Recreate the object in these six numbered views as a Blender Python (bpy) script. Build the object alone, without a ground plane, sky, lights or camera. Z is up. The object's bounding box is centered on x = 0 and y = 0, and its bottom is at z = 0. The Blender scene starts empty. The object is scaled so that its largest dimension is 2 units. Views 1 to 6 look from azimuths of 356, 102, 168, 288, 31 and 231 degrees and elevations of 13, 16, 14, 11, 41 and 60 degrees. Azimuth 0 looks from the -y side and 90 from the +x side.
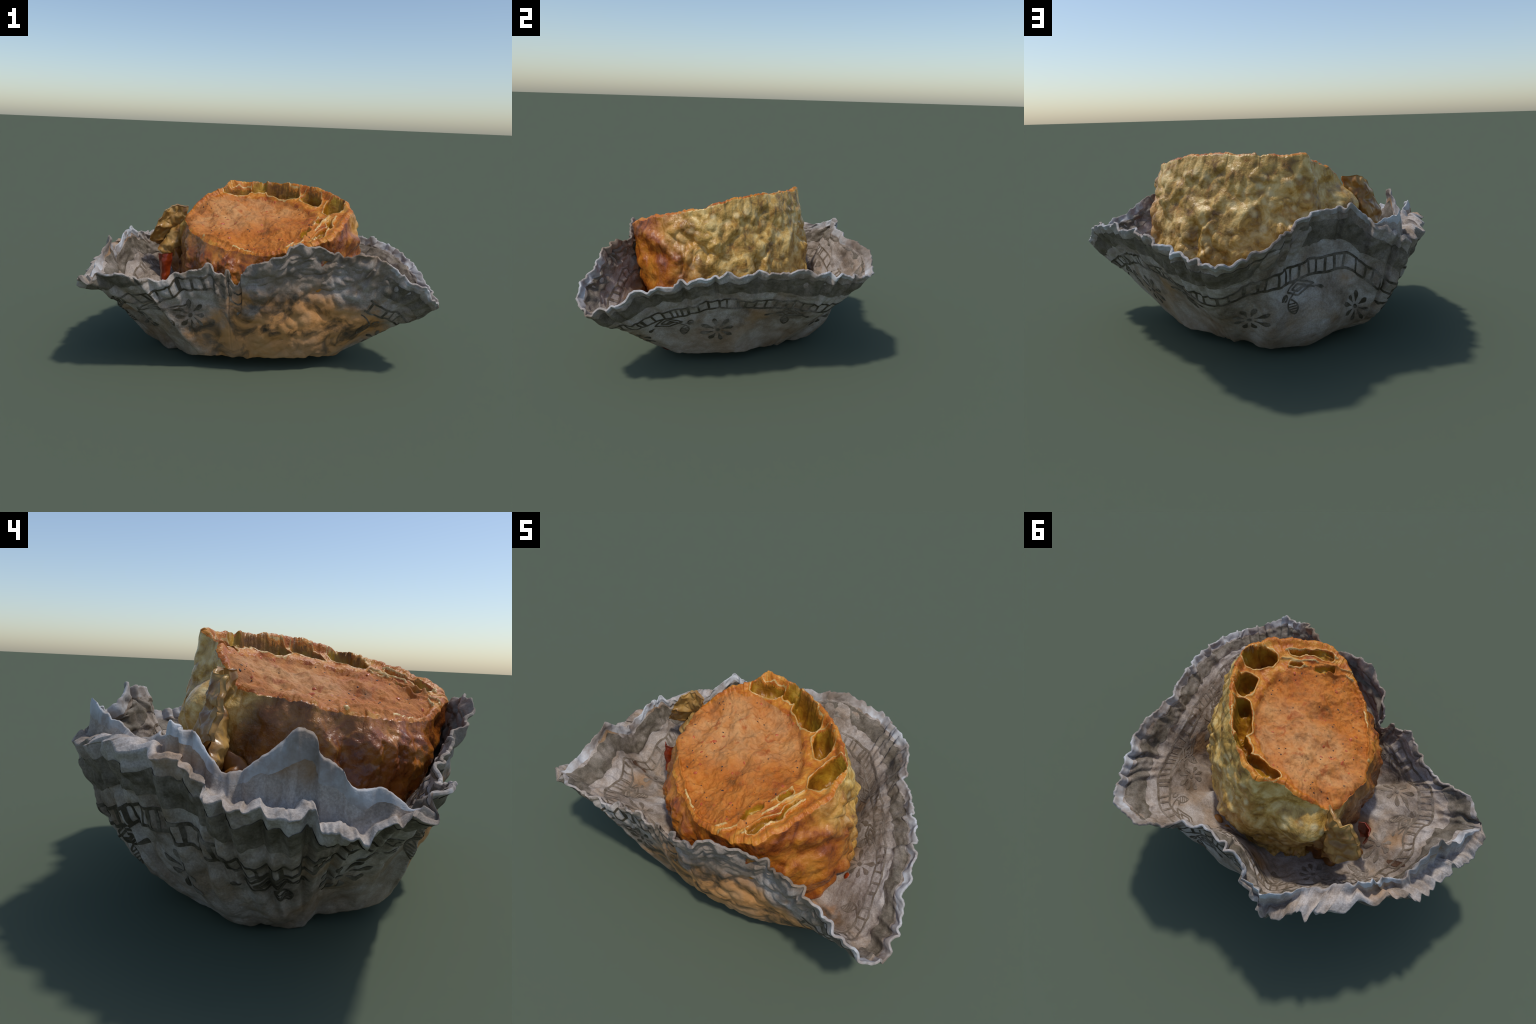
"""A half eaten stuffed pastry roll standing in a crumpled, printed paper baking cup."""
import math
import bpy
import numpy as np

rng = np.random.default_rng(11)

# --------------------------------------------------------------------------
# numeric helpers
# --------------------------------------------------------------------------
_perm = np.random.default_rng(5).permutation(512)
_grad = np.random.default_rng(6).normal(size=(512, 3))
_grad /= np.linalg.norm(_grad, axis=1)[:, None]


def perlin(p):
    """Gradient noise, about -1..1, for an (n, 3) array of points."""
    p = np.asarray(p, float)
    i = np.floor(p).astype(int)
    f = p - i
    w = f * f * f * (f * (f * 6 - 15) + 10)
    out = np.zeros(len(p))
    for dx in (0, 1):
        for dy in (0, 1):
            for dz in (0, 1):
                h = _perm[(_perm[(_perm[(i[:, 0] + dx) % 512] + i[:, 1] + dy) % 512] + i[:, 2] + dz) % 512]
                g = _grad[h]
                d = g[:, 0] * (f[:, 0] - dx) + g[:, 1] * (f[:, 1] - dy) + g[:, 2] * (f[:, 2] - dz)
                out += (d * (w[:, 0] if dx else 1 - w[:, 0]) * (w[:, 1] if dy else 1 - w[:, 1])
                        * (w[:, 2] if dz else 1 - w[:, 2]))
    return out * 1.6


def fbm(p, freq, octaves=3, shift=0.0):
    p = np.asarray(p, float).reshape(-1, 3)
    out, amp = np.zeros(len(p)), 1.0
    for k in range(octaves):
        out += amp * perlin(p * freq + shift + 17.3 * k)
        amp *= 0.5
        freq *= 2.03
    return out


def smooth(a, b, x):
    t = np.clip((np.asarray(x, float) - a) / (b - a), 0, 1)
    return t * t * (3 - 2 * t)


def periodic(values, at, knots):
    """Closed cubic curve through the rows of values at the given knots (knots start at 0, period 1)."""
    v = np.asarray(values, float)
    if v.ndim == 1:
        v = v[:, None]
    n = len(v)
    k = np.append(knots, 1.0)
    h = np.diff(k)
    vn = np.vstack([v, v[:1]])
    slope = np.diff(vn, axis=0) / h[:, None]
    prev = np.roll(slope, 1, axis=0)
    hp = np.roll(h, 1)
    tan = (prev * h[:, None] + slope * hp[:, None]) / (h + hp)[:, None] * 0.85
    tan = np.vstack([tan, tan[:1]])
    at = np.asarray(at) % 1.0
    i = np.clip(np.searchsorted(k, at, side="right") - 1, 0, n - 1)
    s = ((at - k[i]) / h[i])[:, None]
    hh = h[i][:, None]
    return ((2 * s**3 - 3 * s**2 + 1) * vn[i] + (s**3 - 2 * s**2 + s) * hh * tan[i]
            + (-2 * s**3 + 3 * s**2) * vn[i + 1] + (s**3 - s**2) * hh * tan[i + 1])


def grid_normals(P, closed_u=True):
    """P is (rows, cols, 3); columns run round and wrap."""
    if closed_u:
        du = np.roll(P, -1, 1) - np.roll(P, 1, 1)
    else:
        du = np.gradient(P, axis=1)
    dt = np.gradient(P, axis=0)
    n = np.cross(du, dt)
    return n / np.maximum(np.linalg.norm(n, axis=2), 1e-9)[:, :, None]


def strip_faces(rows, cols, closed=True, offset=0):
    r, c = np.meshgrid(np.arange(rows - 1), np.arange(cols if closed else cols - 1), indexing="ij")
    c2 = (c + 1) % cols
    a, b = r * cols + c, r * cols + c2
    return (np.stack([a, b, b + cols, a + cols], -1).reshape(-1, 4) + offset)


# --------------------------------------------------------------------------
# scene helpers
# --------------------------------------------------------------------------
def link(ob, parent=None):
    bpy.context.scene.collection.objects.link(ob)
    if parent is not None:
        ob.parent = parent
    return ob


def empty(name, label, category):
    ob = bpy.data.objects.new(name, None)
    ob.empty_display_size = 0.2
    ob["label"], ob["category"] = label, category
    return link(ob)


def mesh_object(name, verts, faces, material, parent, smooth_shade=True, normals=None):
    verts = np.asarray(verts, float)
    me = bpy.data.meshes.new(name)
    me.from_pydata(verts.tolist(), [], [list(map(int, f)) for f in faces])
    me.update()
    me.materials.append(material)
    if smooth_shade:
        me.polygons.foreach_set("use_smooth", np.ones(len(me.polygons), bool))
    if normals is not None:
        me.normals_split_custom_set_from_vertices(np.asarray(normals).tolist())
    return link(bpy.data.objects.new(name, me), parent)


def take_faces(V, N, F, mask):
    f = F[mask]
    used, inv = np.unique(f, return_inverse=True)
    return V[used], inv.reshape(f.shape), N[used]


# --------------------------------------------------------------------------
# material helpers
# --------------------------------------------------------------------------
class Nodes:
    def __init__(self, name):
        self.mat = bpy.data.materials.new(name)
        self.mat.use_nodes = True
        self.t = self.mat.node_tree
        self.bsdf = self.t.nodes["Principled BSDF"]
        self.co = self.t.nodes.new("ShaderNodeTexCoord").outputs["Object"]

    def new(self, kind, **inputs):
        n = self.t.nodes.new(kind)
        for k, v in inputs.items():
            self.put(n.inputs[k.replace("_", " ")], v)
        return n

    def put(self, socket, v):
        if isinstance(v, bpy.types.NodeSocket):
            self.t.links.new(v, socket)
        else:
            socket.default_value = v

    def noise(self, scale, detail=4.0, rough=0.55, distort=0.0, stretch=None):
        co = self.co
        if stretch:
            m = self.new("ShaderNodeMapping", Vector=co)
            m.inputs["Scale"].default_value = stretch
            co = m.outputs[0]
        n = self.new("ShaderNodeTexNoise", Vector=co, Scale=scale, Detail=detail, Roughness=rough, Distortion=distort)
        return n.outputs["Fac"]

    def voronoi(self, scale, out="Distance", feature="F1"):
        n = self.new("ShaderNodeTexVoronoi", Vector=self.co, Scale=scale)
        n.feature = feature
        return n.outputs[out]

    def ramp(self, fac, stops):
        n = self.new("ShaderNodeValToRGB", Fac=fac)
        e = n.color_ramp.elements
        while len(e) < len(stops):
            e.new(0.5)
        for el, (pos, col) in zip(e, stops):
            el.position = pos
            el.color = (*col, 1) if not isinstance(col, float) else (col, col, col, 1)
        return n.outputs["Color"]

    def mix(self, fac, a, b, mode="MIX"):
        n = self.t.nodes.new("ShaderNodeMix")
        n.data_type, n.blend_type = "RGBA", mode
        for s, v in ((n.inputs[0], fac), (n.inputs[6], a), (n.inputs[7], b)):
            self.put(s, (*v, 1) if isinstance(v, tuple) and len(v) == 3 else v)
        return n.outputs[2]

    def math(self, op, a, b=0.0, clamp=False):
        n = self.t.nodes.new("ShaderNodeMath")
        n.operation, n.use_clamp = op, clamp
        self.put(n.inputs[0], a)
        self.put(n.inputs[1], b)
        return n.outputs[0]

    def axis(self, which):
        n = self.new("ShaderNodeSeparateXYZ", Vector=self.co)
        return n.outputs[which]

    def blob(self, centre, radii, edge=0.35, wobble=0.5, scale=6.0):
        """1 inside a wobbly ellipsoid, 0 outside."""
        m = self.new("ShaderNodeMapping", Vector=self.co)
        m.vector_type = "TEXTURE"
        m.inputs["Location"].default_value = centre
        m.inputs["Scale"].default_value = radii
        ln = self.t.nodes.new("ShaderNodeVectorMath")
        ln.operation = "LENGTH"
        self.put(ln.inputs[0], m.outputs[0])
        d = self.math("ADD", ln.outputs["Value"], self.math("MULTIPLY", self.math("SUBTRACT", self.noise(scale, 5), 0.5), wobble * 2))
        r = self.t.nodes.new("ShaderNodeMapRange")
        r.interpolation_type = "SMOOTHSTEP"
        self.put(r.inputs["Value"], d)
        for k, v in (("From Min", 1 + edge), ("From Max", 1 - edge), ("To Min", 0.0), ("To Max", 1.0)):
            r.inputs[k].default_value = v
        return r.outputs[0]

    def bump(self, height, strength, distance=0.01):
        n = self.new("ShaderNodeBump", Height=height, Strength=strength, Distance=distance)
        self.t.links.new(n.outputs[0], self.bsdf.inputs["Normal"])

    def done(self, colour, rough=0.6, spec=0.4, **extra):
        self.put(self.bsdf.inputs["Base Color"], (*colour, 1) if isinstance(colour, tuple) else colour)
        self.put(self.bsdf.inputs["Roughness"], rough)
        self.put(self.bsdf.inputs["Specular IOR Level"], spec)
        for k, v in extra.items():
            self.put(self.bsdf.inputs[k.replace("_", " ")], v)
        return self.mat


def paper_material():
    n = Nodes("greasy_paper")
    c = n.ramp(n.noise(4.5, 7, 0.66, 0.3), [(0.32, (0.14, 0.10, 0.068)), (0.43, (0.29, 0.23, 0.18)), (0.55, (0.42, 0.36, 0.31)), (0.69, (0.51, 0.465, 0.43))])
    c = n.mix(n.math("MULTIPLY", n.ramp(n.noise(7, 6, 0.65, 0.8), [(0.50, 0.0), (0.62, 1.0)]), 0.5), c, (0.19, 0.135, 0.09))
    smear = n.ramp(n.noise(3, 5, 0.6, 1.2), [(0.55, 0.0), (0.66, 1.0)])
    c = n.mix(n.math("MULTIPLY", smear, 0.35), c, (0.36, 0.23, 0.12))
    grain = n.ramp(n.noise(140, 2, 0.7), [(0.35, (0.80, 0.80, 0.80)), (0.65, (1.1, 1.1, 1.1))])
    c = n.mix(1.0, c, grain, "MULTIPLY")
    # fat soaked into the front panel, and into the floor round the pastry
    soak = n.blob((0.20, -0.62, 0.20), (0.52, 0.22, 0.30), 0.25, 0.8, 6)
    fat = n.ramp(n.noise(6, 6, 0.6, 0.8), [(0.36, (0.05, 0.032, 0.016)), (0.43, (0.20, 0.10, 0.035)), (0.50, (0.50, 0.23, 0.07)), (0.70, (0.54, 0.29, 0.12))])
    c = n.mix(n.math("MULTIPLY", soak, 0.95), c, fat)
    damp = n.blob((0.25, -0.80, 0.58), (0.50, 0.16, 0.26), 0.3, 0.7, 9)
    c = n.mix(n.math("MULTIPLY", damp, 0.6), c, n.ramp(n.noise(7, 6, 0.62, 0.9), [(0.36, (0.045, 0.032, 0.018)), (0.46, (0.13, 0.085, 0.050)), (0.58, (0.24, 0.17, 0.115)), (0.72, (0.33, 0.26, 0.20))]))
    floor = n.blob((0.08, -0.12, 0.12), (0.72, 0.55, 0.22), 0.25, 0.6, 5)
    c = n.mix(n.math("MULTIPLY", floor, 0.5), c, n.ramp(n.noise(9, 5), [(0.35, (0.24, 0.135, 0.06)), (0.65, (0.38, 0.28, 0.20))]))
    for spot in ((-0.82, 0.0, 0.58), (-0.70, -0.36, 0.33), (-0.48, -0.24, 0.31), (-0.80, -0.36, 0.62), (0.62, -0.20, 0.38), (0.50, 0.16, 0.36), (-0.30, 0.36, 0.40)):
        c = n.mix(n.math("MULTIPLY", n.blob(spot, (0.09, 0.08, 0.06), 0.5, 0.9, 11), 0.6), c, (0.34, 0.17, 0.05))
    red = n.blob((0.535, -0.38, 0.085), (0.05, 0.05, 0.05), 0.3, 0.8, 16)
    c = n.mix(red, c, (0.09, 0.012, 0.008))
    n.bump(n.noise(60, 4, 0.65), 0.5, 0.006)
    return n.done(c, 0.62, 0.25)


def edge_material():
    n = Nodes("white_paper_edge")
    c = n.ramp(n.noise(4, 6, 0.65), [(0.34, (0.18, 0.14, 0.105)), (0.46, (0.33, 0.285, 0.25)), (0.57, (0.47, 0.465, 0.46)), (0.70, (0.58, 0.60, 0.62))])
    c = n.mix(n.math("MULTIPLY", n.ramp(n.noise(11, 5), [(0.52, 0.0), (0.66, 1.0)]), 0.6), c, (0.22, 0.16, 0.12))
    n.bump(n.noise(60, 4, 0.65), 0.4, 0.005)
    return n.done(c, 0.62, 0.25)


def ink_material(name, dark, light):
    n = Nodes(name)
    c = n.ramp(n.noise(22, 5, 0.65), [(0.3, dark), (0.68, light)])
    worn = n.math("MULTIPLY", n.ramp(n.noise(7, 6, 0.7), [(0.46, 0.0), (0.66, 1.0)]), 0.8)
    c = n.mix(worn, c, (0.30, 0.25, 0.205))
    c = n.mix(1.0, c, n.ramp(n.noise(150, 2), [(0.35, (0.8, 0.8, 0.8)), (0.65, (1.15, 1.15, 1.15))]), "MULTIPLY")
    return n.done(c, 0.6, 0.25)


def crust_material():
    n = Nodes("oily_crust")
    gold = n.ramp(n.noise(13, 6, 0.62, 0.6), [(0.30, (0.17, 0.075, 0.012)), (0.41, (0.36, 0.19, 0.032)), (0.52, (0.60, 0.35, 0.080)), (0.66, (0.80, 0.56, 0.21))])
    red = n.ramp(n.noise(7, 6, 0.6, 0.8), [(0.32, (0.10, 0.02, 0.003)), (0.43, (0.26, 0.062, 0.006)), (0.55, (0.43, 0.135, 0.012)), (0.70, (0.52, 0.21, 0.028))])
    # pale cream spots, scattered and irregular
    v = n.voronoi(15)
    spot = n.math("MULTIPLY", n.ramp(v, [(0.16, 1.0), (0.40, 0.0)]), n.ramp(n.noise(6, 4), [(0.42, 0.0), (0.60, 0.75)]))
    gold = n.mix(spot, gold, (0.80, 0.62, 0.31))
    # red fat has run down the front; the back and the far side stayed pale
    edge = n.math("ADD", n.axis("Y"), n.math("MULTIPLY", n.math("SUBTRACT", n.noise(4, 4), 0.5), 0.5))
    edge = n.math("ADD", edge, n.math("MULTIPLY", n.math("SUBTRACT", n.axis("Z"), 0.6), 0.28))
    c = n.mix(n.ramp(n.math("ADD", edge, 0.55), [(0.16, 0.0), (0.40, 1.0)]), red, gold)
    side = n.blob((-0.46, -0.28, 0.36), (0.32, 0.30, 0.46), 0.12, 0.2, 5)  # left wall tinted dark red-brown: shade of the undercut painted into the crust
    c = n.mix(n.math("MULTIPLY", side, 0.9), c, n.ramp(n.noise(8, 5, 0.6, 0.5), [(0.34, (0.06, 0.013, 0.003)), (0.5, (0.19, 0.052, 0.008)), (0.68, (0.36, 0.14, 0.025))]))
    c = n.mix(n.ramp(n.noise(12, 4, 0.6, 0.6), [(0.56, 0.0), (0.68, 0.6)]), c, (0.42, 0.17, 0.02))
    n.bump(n.noise(34, 5, 0.62), 0.55, 0.014)
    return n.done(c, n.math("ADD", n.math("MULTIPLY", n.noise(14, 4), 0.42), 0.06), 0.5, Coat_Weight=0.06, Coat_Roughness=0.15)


def rim_material():
    n = Nodes("baked_rim")
    c = n.ramp(n.noise(11, 6, 0.62, 0.6), [(0.32, (0.26, 0.05, 0.004)), (0.46, (0.46, 0.125, 0.008)), (0.58, (0.57, 0.21, 0.018)), (0.74, (0.66, 0.38, 0.09))])
    n.bump(n.noise(45, 4, 0.6), 0.6, 0.012)
    return n.done(c, 0.4, 0.35)


def pocket_material():
    n = Nodes("pocket_dough")
    c = n.ramp(n.noise(10, 5, 0.6, 0.5), [(0.32, (0.13, 0.04, 0.004)), (0.48, (0.30, 0.12, 0.008)), (0.68, (0.46, 0.26, 0.02))])
    n.bump(n.noise(30, 4, 0.6), 0.5, 0.012)
    return n.done(c, 0.36, 0.35)


def meat_material():
    n = Nodes("spiced_filling")
    c = n.ramp(n.noise(7, 7, 0.68, 0.5), [(0.32, (0.26, 0.085, 0.010)), (0.43, (0.46, 0.125, 0.009)), (0.54, (0.56, 0.18, 0.020)), (0.68, (0.62, 0.26, 0.06))])
    pale = n.blob((-0.08, -0.10, 0.84), (0.30, 0.20, 0.3), 0.7, 0.9, 6)
    c = n.mix(n.math("MULTIPLY", pale, 0.6), c, n.ramp(n.noise(11, 6, 0.65), [(0.38, (0.52, 0.215, 0.060)), (0.62, (0.66, 0.38, 0.165))]))
    c = n.mix(n.ramp(n.noise(14, 5, 0.6, 0.8), [(0.58, 0.0), (0.68, 0.75)]), c, (0.40, 0.085, 0.010))
    c = n.mix(n.math("MULTIPLY", n.ramp(n.noise(19, 6, 0.65), [(0.55, 0.0), (0.68, 1.0)]), 0.45), c, (0.24, 0.11, 0.03))
    c = n.mix(n.ramp(n.voronoi(70), [(0.05, 0.5), (0.12, 0.0)]), c, (0.62, 0.38, 0.20))
    n.bump(n.noise(60, 6, 0.7), 0.8, 0.010)
    return n.done(c, 0.5, 0.3)


def plain(name, dark, light, rough, scale=14):
    n = Nodes(name)
    n.bump(n.noise(45, 3), 0.4, 0.006)
    return n.done(n.ramp(n.noise(scale, 4), [(0.32, dark), (0.68, light)]), rough, 0.45)


# --------------------------------------------------------------------------
# THE PAPER CUP
# Each station: rim x y z, base x y z, bulge of the outer and of the inner wall, pleat
# depth, pleat width, share of the printed sheet that is left below the rim, then how far
# the rim's outer lip lies from the inner one (x y z; only the crushed side has it).
# --------------------------------------------------------------------------
STATIONS = [
    (0.985, -0.678, 0.428, 0.515, -0.405, 0.05, 0, 0, 0.012, 0.125, 1, 0, 0, 0),
    (0.997, -0.555, 0.46, 0.575, -0.33, 0.065, -0.005, -0.015, 0.014, 0.125, 1, 0, 0, 0),
    (0.952, -0.39, 0.56, 0.575, -0.27, 0.065, -0.005, -0.015, 0.014, 0.125, 1, 0, 0, 0),
    (0.9, -0.16, 0.62, 0.535, -0.17, 0.065, -0.005, -0.015, 0.015, 0.125, 1, 0, 0, 0),
    (0.85, -0.05, 0.64, 0.515, -0.09, 0.065, -0.005, -0.012, 0.015, 0.125, 1, 0, 0, 0),
    (0.69, 0.22, 0.65, 0.445, 0.05, 0.065, -0.005, -0.012, 0.014, 0.125, 1, 0, 0, 0),
    (0.615, 0.45, 0.655, 0.31, 0.15, 0.05, 0.015, 0, 0.012, 0.125, 1, 0, 0, 0),
    (0.44, 0.69, 0.6, 0.25, 0.22, 0.05, 0.03, -0.035, 0.012, 0.125, 1, 0, 0, 0),
    (0.345, 0.77, 0.586, 0.23, 0.215, 0.028, 0.015, -0.035, 0.008, 0.12, 1, 0, 0, 0),
    (0.2, 0.775, 0.62, 0.17, 0.235, 0.028, 0.02, 0.03, 0.006, 0.14, 1, 0, 0, 0),
    (0.07, 0.73, 0.67, 0.09, 0.335, 0.028, 0.03, 0.03, 0.006, 0.14, 1, 0, 0, 0),
    (-0.05, 0.58, 0.71, 0, 0.355, 0.028, 0.03, 0.03, 0.008, 0.14, 1, 0, 0, 0),
    (-0.16, 0.505, 0.75, -0.115, 0.365, 0.023, 0.045, 0, 0.01, 0.14, 1, 0, 0, 0),
    (-0.38, 0.47, 0.71, -0.265, 0.22, 0.018, 0.085, 0, 0.012, 0.12, 1, 0, 0.02, -0.02),
    (-0.56, 0.47, 0.69, -0.385, 0.065, 0.013, 0.12, 0.08, 0.006, 0.12, 1, -0.018, 0.049, -0.11),
    (-0.62, 0.3, 0.66, -0.46, 0.035, 0.008, 0.095, 0.08, 0.006, 0.12, 1, -0.073, 0.115, -0.075),
    (-0.74, 0.12, 0.63, -0.53, -0.04, 0.008, 0.055, 0.08, 0.006, 0.13, 1, -0.065, 0.154, -0.04),
    (-0.8, 0.04, 0.67, -0.57, -0.13, 0.008, 0.07, 0.1, 0.006, 0.13, 1, -0.109, -0.016, -0.08),
    (-0.86, -0.14, 0.61, -0.56, -0.22, 0.008, 0.045, 0.155, 0.006, 0.13, 1, -0.132, -0.032, -0.09),
    (-0.86, -0.36, 0.67, -0.53, -0.31, 0.008, 0, 0.14, 0.006, 0.13, 1, -0.132, -0.048, -0.17),
    (-0.89, -0.55, 0.6, -0.46, -0.37, 0.03, -0.055, 0.06, 0.006, 0.12, 1, -0.1, -0.02, -0.1),
    (-0.9, -0.67, 0.56, -0.41, -0.47, 0.04, -0.055, 0.035, 0.006, 0.11, 0.95, -0.07, 0, -0.05),
    (-0.74, -0.73, 0.585, -0.36, -0.55, 0.062, -0.04, 0.035, 0.01, 0.11, 0.92, 0, 0, 0),
    (-0.64, -0.72, 0.555, -0.31, -0.575, 0.075, 0.015, 0.03, 0.01, 0.11, 0.82, 0, 0, 0),
    (-0.52, -0.7, 0.55, -0.255, -0.58, 0.075, 0.01, 0.05, 0.008, 0.11, 0.76, 0, 0, 0),
    (-0.295, -0.73, 0.625, -0.19, -0.57, 0.075, 0.01, 0.02, 0.008, 0.1, 0.76, 0, 0, 0),
    (-0.19, -0.72, 0.58, -0.14, -0.595, 0.075, 0.02, 0.02, 0.008, 0.1, 0.76, 0, 0, 0),
    (-0.13, -0.69, 0.53, -0.1, -0.598, 0.075, 0.03, 0.02, 0.006, 0.1, 0.75, 0, 0, 0),
    (-0.081, -0.736, 0.643, -0.05, -0.6, 0.075, 0.02, 0.02, 0.006, 0.12, 0.9, 0, 0, 0),
    (0.065, -0.805, 0.7, 0.04, -0.602, 0.075, 0.01, 0, 0.01, 0.14, 1, 0, 0, 0),
    (0.173, -0.785, 0.77, 0.15, -0.602, 0.075, 0.01, 0, 0.012, 0.14, 1, 0, 0, 0),
    (0.385, -0.7, 0.72, 0.28, -0.592, 0.075, 0.01, 0, 0.012, 0.14, 1, 0, 0, 0),
    (0.608, -0.737, 0.702, 0.37, -0.55, 0.07, 0.02, 0, 0.012, 0.12, 1, 0, 0, 0),
    (0.75, -0.745, 0.61, 0.43, -0.51, 0.05, 0.02, 0, 0.01, 0.1, 1, 0, 0, 0),
    (0.865, -0.77, 0.55, 0.49, -0.46, 0.05, -0.01, 0, 0.012, 0.09, 1, 0, 0, 0),
]
# For the same stations: where the inside of the sheet meets the pastry (x y z), and the
# S-bend of the outer wall (belly below, hollow under the rim).
INSIDE = [
    (0.6, -0.46, 0.27, 0),
    (0.62, -0.42, 0.28, 0),
    (0.63, -0.33, 0.36, 0.005),
    (0.57, -0.2, 0.355, 0.01),
    (0.53, -0.09, 0.325, 0.01),
    (0.47, 0.02, 0.29, 0),
    (0.4, 0.12, 0.19, -0.012),
    (0.33, 0.19, 0.215, -0.012),
    (0.26, 0.25, 0.215, -0.005),
    (0.2, 0.3, 0.315, 0.02),
    (0.08, 0.32, 0.305, 0.035),
    (0, 0.33, 0.305, 0.04),
    (-0.09, 0.32, 0.325, 0.03),
    (-0.2, 0.27, 0.305, 0.01),
    (-0.31, 0.21, 0.315, 0),
    (-0.38, 0.13, 0.305, 0),
    (-0.43, 0.04, 0.295, 0),
    (-0.45, -0.05, 0.315, 0),
    (-0.44, -0.14, 0.275, 0),
    (-0.43, -0.22, 0.315, 0),
    (-0.4, -0.3, 0.315, 0),
    (-0.38, -0.36, 0.335, 0),
    (-0.33, -0.41, 0.335, 0),
    (-0.3, -0.43, 0.33, 0),
    (-0.26, -0.46, 0.26, 0),
    (-0.2, -0.5, 0.28, 0),
    (-0.14, -0.53, 0.3, 0),
    (-0.1, -0.55, 0.3, 0),
    (-0.04, -0.57, 0.3, 0),
    (0.05, -0.6, 0.32, 0.02),
    (0.15, -0.61, 0.32, 0.02),
    (0.28, -0.61, 0.32, 0.02),
    (0.39, -0.59, 0.3, 0),
    (0.48, -0.55, 0.28, 0),
    (0.56, -0.51, 0.26, 0),
]
ST = np.hstack([np.array(STATIONS, float), np.array(INSIDE, float)])
_chord = np.linalg.norm(np.roll(ST[:, :3], -1, 0) - ST[:, :3], axis=1)
KNOT = np.concatenate([[0], np.cumsum(_chord)[:-1]]) / _chord.sum()
NU, NT = 1440, 100
U = np.arange(NU) / NU
COL = periodic(ST, U, KNOT)
RIM_IN, BASE, BASE_Z, BULGE, SAG = COL[:, :3], COL[:, 3:5], COL[:, 5], COL[:, 6], COL[:, 7]
DEPTH, WIDTH, PRINT, LIP, MEET = COL[:, 8], COL[:, 9], COL[:, 10], COL[:, 11:14], COL[:, 14:17]
BEND = COL[:, 17]
RIM_OUT = RIM_IN + LIP
# torn peaks and dips of the rim: station, half width, rise
PEAKS = [(12.7, .30, .05), (14.1, .35, .03), (15.3, .40, -.04), (16.2, .2, .02), (16.95, .26, .035), (17.5, .20, .04), (18.2, .35, -.05),
         (19.0, .30, .05), (19.9, .30, -.02), (20.7, .40, -.03), (24.3, .15, .02), (25.1, .25, .025), (26.1, .12, .05), (29.6, .2, .02), (31.2, .25, -.02)]
where = np.interp(U, np.append(KNOT, 1.0), np.arange(len(ST) + 1))
rise = sum(0.75 * r * smooth(0, 1, 1 - np.abs(where - k) / (1.5 * w)) for k, w, r in PEAKS)
RIM_IN[:, 2] += rise
RIM_OUT[:, 2] += rise * (np.linalg.norm(LIP, axis=1) < 0.03)
T = np.linspace(0, 1, NT)


def station_u(k):
    """Position round the cup of a (fractional) station number."""
    return float(np.interp(k % len(ST), np.arange(len(ST) + 1), np.append(KNOT, 1.0)))


arc = np.linalg.norm(np.roll(RIM_IN, -1, 0) - RIM_IN, axis=1)
phase = np.cumsum(arc / WIDTH)
phase *= round(phase[-1]) / phase[-1]
ring = np.c_[np.cos(2 * np.pi * U), np.sin(2 * np.pi * U), 0 * U] * 1.3
phase = phase + 0.6 * fbm(ring, 6, 2)
wave = np.sin(2 * np.pi * phase) + 0.35 * np.sin(4 * np.pi * phase + 0.8)
tooth = 1 - 2 * np.abs((phase % 1.0) - 0.5)          # pointed crests for the rim line
swing = np.clip(0.95 + 0.95 * fbm(ring, 6, 2, 3.0), 0.15, 1.9)


def wall(base_xy, base_z, rim, bulge, low=1.0, bend=None):
    start = np.c_[base_xy, base_z + 0.010 * fbm(ring, 5, 2, 9.0)]
    chord = rim - start
    out = chord[:, :2] / np.linalg.norm(chord[:, :2], axis=1)[:, None]
    run, rise = np.linalg.norm(chord[:, :2], axis=1), chord[:, 2]
    ln = np.hypot(run, rise)
    nrm = np.c_[out * (rise / ln)[:, None], -run / ln]
    t = T[:, None, None]
    f = np.where(bulge[None, :, None] > 0, t ** low * (1 - t) ** (2 - low) / (low / 2) ** low / (1 - low / 2) ** (2 - low), 4 * t * (1 - t))
    push = bulge[:, None] * f
    if bend is not None:
        push = push + bend[:, None] * np.sin(2 * math.pi * t)
    return start + chord * t + nrm * push


lip_size = np.linalg.norm(LIP, axis=1)
thick = np.maximum(smooth(0.0, 0.12, lip_size), smooth(0.005, 0.03, BULGE - SAG))
ledge = smooth(0.0, 0.12, lip_size)
FRONT = periodic((np.abs((np.arange(len(ST)) - 30)) < 3).astype(float), U, KNOT)[:, 0]


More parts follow.
